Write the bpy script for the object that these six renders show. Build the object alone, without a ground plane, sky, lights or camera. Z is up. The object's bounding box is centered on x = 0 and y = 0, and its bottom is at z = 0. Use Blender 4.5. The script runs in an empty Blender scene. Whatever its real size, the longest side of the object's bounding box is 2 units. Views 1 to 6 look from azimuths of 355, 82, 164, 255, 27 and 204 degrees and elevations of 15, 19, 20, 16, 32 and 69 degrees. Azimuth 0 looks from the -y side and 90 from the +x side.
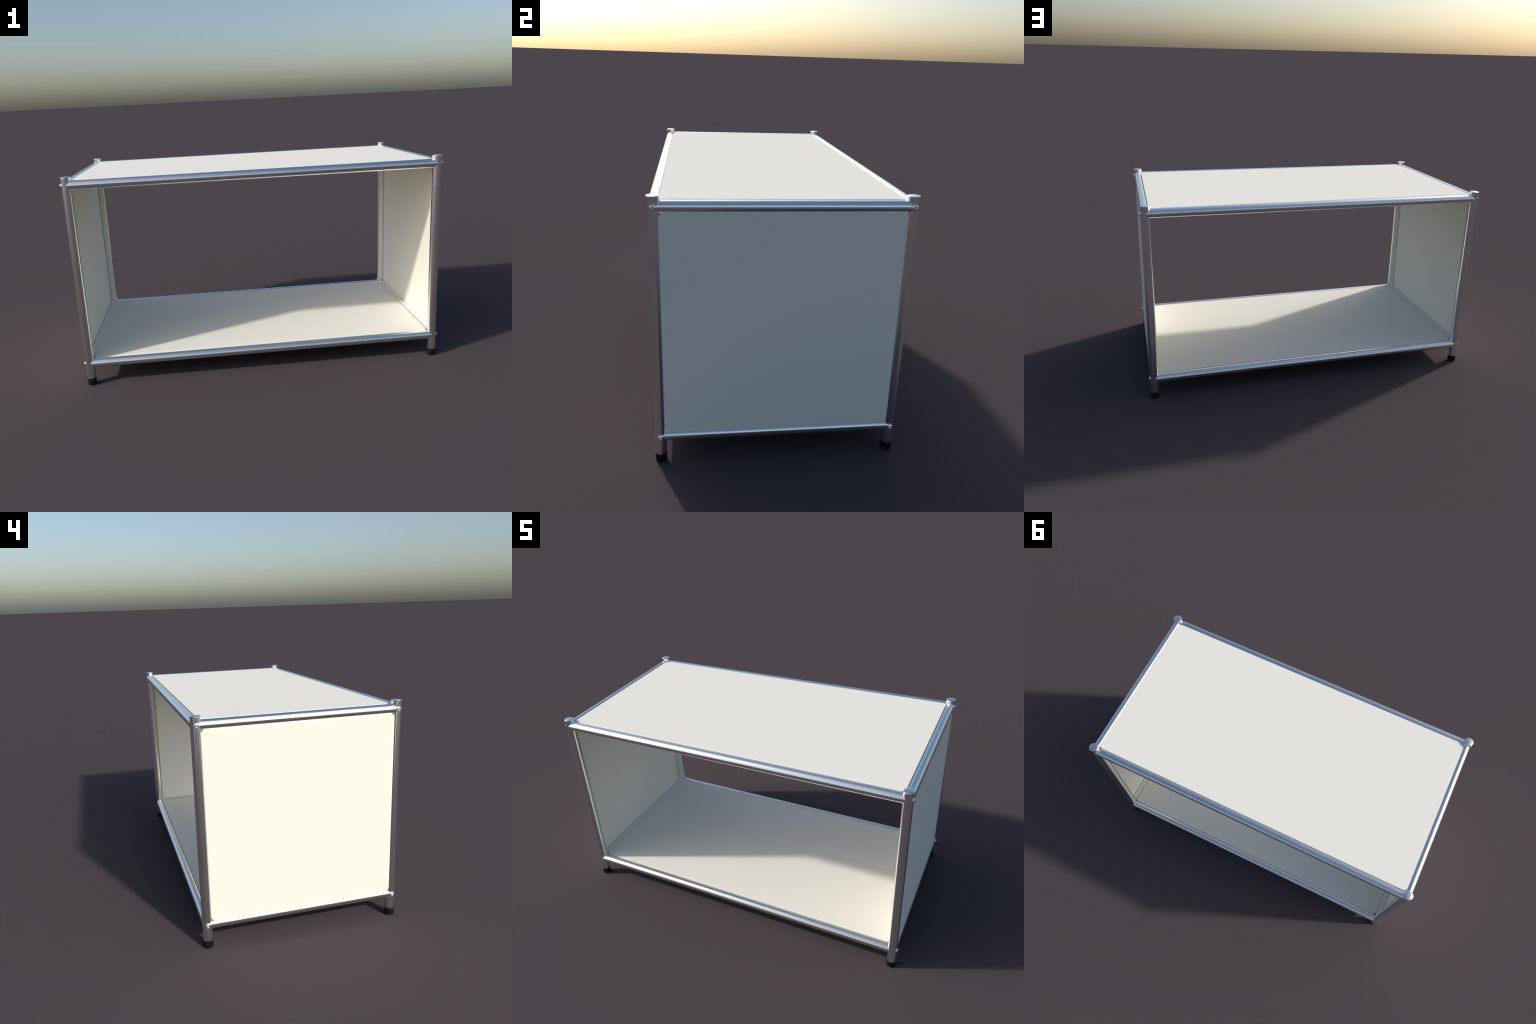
"""Open shelf unit: chrome tube frame, white sheet-metal panels, black rubber feet."""
import bpy, bmesh, math
from mathutils import Matrix, Vector

# ------------------------------------------------------------------ sizes (m)
POST_X, POST_Y = 0.9695, 0.4917      # post axes
TUBE_R = 0.0246                      # posts
RAIL_R = 0.0246                      # horizontal tubes
POST_BOTTOM, POST_TOP = 0.036, 1.1450
RAIL_TOP_Z, RAIL_LOW_Z = 1.1047, 0.1222
CAP_R, CAP_RIM, CAP_H = 0.0256, 0.0030, 0.0060
FOOT_R, FOOT_H = 0.0247, 0.040
SCREW_R, SCREW_TIP = 0.0142, 1.0     # button-head screws, outermost x
TOP_FACE_Z, SHELF_FACE_Z, SIDE_FACE_X = 1.1278, 0.1450, 0.9893   # panel face planes
SHEET_T = 0.0036                     # folded sheet thickness
FLANGE_T = 0.0020                    # flange thickness
FLANGE_SLIT = 0.0040                 # gap modelled to draw the dark bend shading inside the upright panels
TRAY_DEPTH = 0.0370                  # panel face to flange rim
PANEL_LIP = 0.0060                   # face reaches this far over the curve of the tubes
PANEL_CORNER = 0.023                 # rounded face corners; flanges stop short of them
SEG = 64


# ------------------------------------------------------------------ materials
def new_material(name):
    m = bpy.data.materials.new(name)
    m.use_nodes = True
    nt = m.node_tree
    nt.nodes.clear()
    out = nt.nodes.new("ShaderNodeOutputMaterial")
    b = nt.nodes.new("ShaderNodeBsdfPrincipled")
    nt.links.new(b.outputs[0], out.inputs[0])
    return m, nt, b


def noise_ramp(nt, scale, c0, c1, detail=3.0, stretch=(1, 1, 1)):
    tc = nt.nodes.new("ShaderNodeTexCoord")
    mp = nt.nodes.new("ShaderNodeMapping")
    mp.inputs["Scale"].default_value = stretch
    n = nt.nodes.new("ShaderNodeTexNoise")
    n.inputs["Scale"].default_value = scale
    n.inputs["Detail"].default_value = detail
    r = nt.nodes.new("ShaderNodeValToRGB")
    r.color_ramp.elements[0].position = 0.3
    r.color_ramp.elements[1].position = 0.7
    r.color_ramp.elements[0].color = (*c0, 1)
    r.color_ramp.elements[1].color = (*c1, 1)
    nt.links.new(tc.outputs["Object"], mp.inputs[0])
    nt.links.new(mp.outputs[0], n.inputs["Vector"])
    nt.links.new(n.outputs["Fac"], r.inputs[0])
    return n, r


def make_chrome():
    m, nt, b = new_material("polished_chrome")
    _, r = noise_ramp(nt, 6.0, (0.965, 0.965, 0.962), (0.975, 0.975, 0.972))
    nt.links.new(r.outputs[0], b.inputs["Base Color"])
    b.inputs["Metallic"].default_value = 1.0
    b.inputs["Roughness"].default_value = 0.25
    return m


def make_panel_paint():
    m, nt, b = new_material("white_powder_coat")
    _, r = noise_ramp(nt, 3.0, (0.8715, 0.8455, 0.7565), (0.8725, 0.8465, 0.7575))
    nt.links.new(r.outputs[0], b.inputs["Base Color"])
    b.inputs["Roughness"].default_value = 1.0
    b.inputs["Specular IOR Level"].default_value = 0.02
    return m


def make_rubber():
    m, nt, b = new_material("black_rubber")
    _, r = noise_ramp(nt, 40.0, (0.004, 0.004, 0.004), (0.006, 0.006, 0.006))
    nt.links.new(r.outputs[0], b.inputs["Base Color"])
    b.inputs["Roughness"].default_value = 0.6
    b.inputs["Specular IOR Level"].default_value = 0.3
    return m


CHROME, PAINT, RUBBER = make_chrome(), make_panel_paint(), make_rubber()


# ------------------------------------------------------------------ mesh helpers
def lathe(name, profile, material, seg=SEG, sharp_deg=35):
    """Revolve (radius, height) points around z; radius 0 closes the end."""
    bm = bmesh.new()
    rings = []
    for r, z in profile:
        if r < 1e-6:
            rings.append([bm.verts.new((0, 0, z))])
        else:
            rings.append([bm.verts.new((r * math.cos(2 * math.pi * i / seg),
                                        r * math.sin(2 * math.pi * i / seg), z))
                          for i in range(seg)])
    for a, b in zip(rings, rings[1:]):
        for i in range(seg):
            j = (i + 1) % seg
            if len(a) == 1:
                bm.faces.new((a[0], b[j], b[i]))
            elif len(b) == 1:
                bm.faces.new((a[i], a[j], b[0]))
            else:
                bm.faces.new((a[i], a[j], b[j], b[i]))
    bmesh.ops.recalc_face_normals(bm, faces=bm.faces)
    return finish(name, bm, material, sharp_deg)


def finish(name, bm, material, sharp_deg=35):
    for f in bm.faces:
        f.smooth = True
    lim = math.radians(sharp_deg)
    for e in bm.edges:
        if len(e.link_faces) == 2 and e.calc_face_angle(0) > lim:
            e.smooth = False
    me = bpy.data.meshes.new(name)
    bm.to_mesh(me)
    bm.free()
    me.materials.append(material)
    return me


def arc(cx, cz, r, a0, a1, n):
    return [(cx + r * math.cos(math.radians(a0 + (a1 - a0) * i / n)),
             cz + r * math.sin(math.radians(a0 + (a1 - a0) * i / n))) for i in range(n + 1)]


def box(bm, x0, x1, y0, y1, z0, z1):
    g = bmesh.ops.create_cube(bm, size=1.0)
    for v in g["verts"]:
        v.co = ((x0 + x1) / 2 + v.co.x * (x1 - x0), (y0 + y1) / 2 + v.co.y * (y1 - y0),
                (z0 + z1) / 2 + v.co.z * (z1 - z0))
    return g["verts"]


def tray_panel(name, w, h, material, slit):
    """Folded sheet-metal tray: face at z = 0 looking +z, rounded corners, rolled edges,
    four flanges along the straight sides (open at the corners), folded from the face or, with a
    slit, riveted on behind it."""
    t, corner, edge = SHEET_T, PANEL_CORNER, 0.0026

    def outline(inset):
        c = corner - inset
        hw, hh = w / 2 + PANEL_LIP - inset, h / 2 + PANEL_LIP - inset
        pts = []
        for sx, sy, a in ((1, 1, 0), (-1, 1, 90), (-1, -1, 180), (1, -1, 270)):
            for i in range(9):
                q = math.radians(a + 90 * i / 8)
                pts.append((sx * (hw - c) + c * math.cos(q), sy * (hh - c) + c * math.sin(q)))
        return pts

    layers = [(0.0012, -t - 0.0008), (0.0, -t - 0.0004)]
    n = 6
    for i in range(n + 1):                       # rolled outer edge
        q = math.pi / 2 * (1 - i / n)
        layers.append((edge * (1 - math.sin(q)), -edge * (1 - math.cos(q))))
    layers.insert(0, (0.0030, -t))               # flat margins keep the faces truly flat-shaded
    layers.append((edge + 0.0020, 0.0))
    bm = bmesh.new()
    rings = [[bm.verts.new((x, y, z)) for x, y in outline(ins)] for ins, z in layers]
    m = len(rings[0])
    for a, b in zip(rings, rings[1:]):
        for i in range(m):
            j = (i + 1) % m
            bm.faces.new((a[i], a[j], b[j], b[i]))
    bm.faces.new(rings[-1])
    bm.faces.new(list(reversed(rings[0])))
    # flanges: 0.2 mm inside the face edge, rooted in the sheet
    o = 0.0002
    z0, z1 = -TRAY_DEPTH, -t - slit if slit else -t + 0.0008
    lw, lh = w / 2 - 0.015, h / 2 - 0.015
    for s in (-1, 1):
        a, b = sorted((s * (w / 2 - o), s * (w / 2 - o - FLANGE_T)))
        box(bm, a, b, -lh, lh, z0, z1)
        a, b = sorted((s * (h / 2 - o), s * (h / 2 - o - FLANGE_T)))
        box(bm, -lw, lw, a, b, z0, z1)
    # soften the flange rims
    rim = [e for e in bm.edges if all(abs(v.co.z - z0) < 1e-6 for v in e.verts)]
    bmesh.ops.bevel(bm, geom=rim, offset=0.0006, segments=2, affect="EDGES")
    bmesh.ops.recalc_face_normals(bm, faces=bm.faces)
    return finish(name, bm, material, 40)


def place(name, mesh, parent, loc=(0, 0, 0), rot=None):
    o = bpy.data.objects.new(name, mesh)
    bpy.context.scene.collection.objects.link(o)
    o.parent = parent
    mat = Matrix.Translation(loc)
    if rot is not None:
        mat = mat @ rot
    o.matrix_local = mat
    return o


# ------------------------------------------------------------------ part meshes
def post_mesh(sky_streaks):
    """Tube standing on z, outer side +x. With seams: tilted shading normals draw two pale sky reflections down that side
    from the cap and fade out; the tube surface itself stays plain and round."""
    z0, z1, c = POST_BOTTOM, POST_TOP, 0.0010
    prof = [(0, z0), (TUBE_R - c, z0)] + arc(TUBE_R - c, z0 + c, c, -90, 0, 4)[1:]
    prof += [(TUBE_R, z0 + (z1 - z0) * i / 24) for i in range(1, 25)] + [(0, z1)]
    me = lathe("post", prof, CHROME)
    if not sky_streaks:
        return me
    normals = [Vector(n.vector) for n in me.corner_normals]
    for p in me.polygons:
        a = abs(math.degrees(math.atan2(p.center.y, p.center.x)))
        if 22.5 < a < 28.2 and abs(p.normal.z) < 0.01:
            for li in p.loop_indices:
                z = me.vertices[me.loops[li].vertex_index].co.z
                tilt = math.radians(7.5) * min(max((z - 0.45) / 0.5, 0.0), 1.0)
                normals[li] = (normals[li] + Vector((0, 0, math.tan(tilt)))).normalized()
    me.normals_split_custom_set([n[:] for n in normals])
    return me


def cap_mesh():
    """Flat disc lid with rounded rim and a faint dome."""
    e = CAP_RIM / 2
    prof = [(0, 0), (CAP_R - e, 0)] + arc(CAP_R - e, e, e, -90, 50, 8)[1:]
    r0, zr = prof[-1]
    for i in range(1, 9):
        u = 1 - i / 8
        prof.append((r0 * u, CAP_H - (CAP_H - zr) * u ** 2.2))
    return lathe("post_cap", prof, CHROME, sharp_deg=60)


def foot_mesh():
    c = 0.0035
    prof = [(0, 0), (FOOT_R - c - 0.0005, 0)] + arc(FOOT_R - c - 0.0005, c, c, -90, 0, 6)[1:]
    prof += [(FOOT_R, FOOT_H - 0.001), (FOOT_R - 0.001, FOOT_H), (0, FOOT_H)]
    return lathe("rubber_foot", prof, RUBBER)


def screw_mesh():
    """Button-head screw, axis +z (turned to face outward), recessed hex socket."""
    h = SCREW_TIP - (POST_X + TUBE_R)
    base = -0.0045
    sock = SCREW_R * 0.42
    head = SCREW_R * 0.90
    prof = [(0, base), (SCREW_R, base), (SCREW_R, 0.0006), (SCREW_R - 0.0005, 0.0011),
            (head + 0.0002, 0.0002), (head, 0.0004)]          # thin washer lip round the head
    for i in range(1, 10):
        q = math.radians(90 * i / 10)
        r = head * math.cos(q)
        if r < sock:
            break
        prof.append((r, 0.0004 + (h - 0.0004) * math.sin(q)))
    prof.append((sock, h))
    seg = 48
    me = lathe("screw", prof + [(sock * 0.97, h - 0.004), (0, h - 0.0045)], CHROME, seg=seg, sharp_deg=40)
    # flatten the socket wall into a hexagon
    for v in me.vertices:
        r = math.hypot(v.co.x, v.co.y)
        if v.co.z > 0 and 1e-5 < r <= sock * 0.98:
            a = math.atan2(v.co.y, v.co.x) % (math.pi / 3) - math.pi / 6
            k = math.cos(math.pi / 6) / math.cos(a)
            v.co.x *= k
            v.co.y *= k
    return me


def rail_mesh(length):
    prof = [(0, -length / 2), (RAIL_R, -length / 2), (RAIL_R, -length / 2 + 0.05),
            (RAIL_R, length / 2 - 0.05), (RAIL_R, length / 2), (0, length / 2)]
    return lathe("rail", prof, CHROME)


# ------------------------------------------------------------------ assembly
root = bpy.data.objects.new("shelf_unit", None)
bpy.context.scene.collection.objects.link(root)
root["label"] = "low open shelf with chrome tube frame and white metal panels"
root["category"] = "shelf"

ROT_TO_X = Matrix.Rotation(math.pi / 2, 4, "Y")      # +z -> +x
ROT_TO_MX = Matrix.Rotation(-math.pi / 2, 4, "Y")    # +z -> -x
ROT_TO_Y = Matrix.Rotation(-math.pi / 2, 4, "X")     # +z -> +y

post_me = {1: post_mesh(False), -1: post_mesh(True)}
cap_me, foot_me, screw_me = cap_mesh(), foot_mesh(), screw_mesh()
for sx in (-1, 1):
    for sy in (-1, 1):
        turn = Matrix.Rotation(math.pi if sx < 0 else 0.0, 4, "Z")
        post = place("post", post_me[sx], root, (sx * POST_X, sy * POST_Y, 0), turn)
        place("post_cap", cap_me, post, (0, 0, POST_TOP - 0.0012))
        place("rubber_foot", foot_me, post)
        for z in (RAIL_LOW_Z, RAIL_TOP_Z):
            place("screw", screw_me, post, (TUBE_R, 0, z), ROT_TO_X)

long_rail, short_rail = rail_mesh(2 * POST_X), rail_mesh(2 * POST_Y)
for z in (RAIL_LOW_Z, RAIL_TOP_Z):
    for s in (-1, 1):
        place("long_rail", long_rail, root, (0, s * POST_Y, z), ROT_TO_X)
        place("short_rail", short_rail, root, (s * POST_X, 0, z), ROT_TO_Y)

# panels: trays whose flanges press against the tubes
inset = RAIL_R - 0.0002
flat = tray_panel("shelf_panel", 2 * (POST_X - inset), 2 * (POST_Y - inset), PAINT, 0.0)
place("top_panel", flat, root, (0, 0, TOP_FACE_Z))
place("shelf_panel", flat, root, (0, 0, SHELF_FACE_Z))
side_h = RAIL_TOP_Z - RAIL_LOW_Z - 2 * inset
upright = tray_panel("side_panel", side_h, 2 * (POST_Y - inset), PAINT, FLANGE_SLIT)
zc = (RAIL_TOP_Z + RAIL_LOW_Z) / 2
flange_in = FLANGE_T + 0.0002
rivet = lathe("rivet", [(0, -0.002), (0.0034, -0.002), (0.0034, 0.0003), (0.0029, 0.0007),
                       (0.0019, 0.0007), (0.0017, 0.0002), (0, 0.0002)], CHROME, seg=24)
rivet.materials.append(RUBBER)                          # black disc at the centre
for f in rivet.polygons:
    if f.center.z > 0 and math.hypot(f.center.x, f.center.y) < 0.0018:
        f.material_index = 1
for s in (-1, 1):
    panel = place("side_panel", upright, root, (s * SIDE_FACE_X, 0, zc), ROT_TO_X if s > 0 else ROT_TO_MX)
    # rivets that hold the flanges: two on the lower flange, one low on each upright flange
    mid = -0.0205
    low = -side_h / 2 + flange_in                       # panel-local x of the lower flange
    for sy in (-1, 1):
        side = POST_Y - inset - flange_in
        for p, d in (((low, sy * 0.371), (1, 0)), ((0.240 - zc, sy * side), (0, -sy))):
            lx = -s * p[0] if s > 0 else p[0]
            dx = -s * d[0] if s > 0 else d[0]
            place("rivet", rivet, panel, (lx, p[1], mid),
                  Vector((0, 0, 1)).rotation_difference(Vector((dx, d[1], 0))).to_matrix().to_4x4())
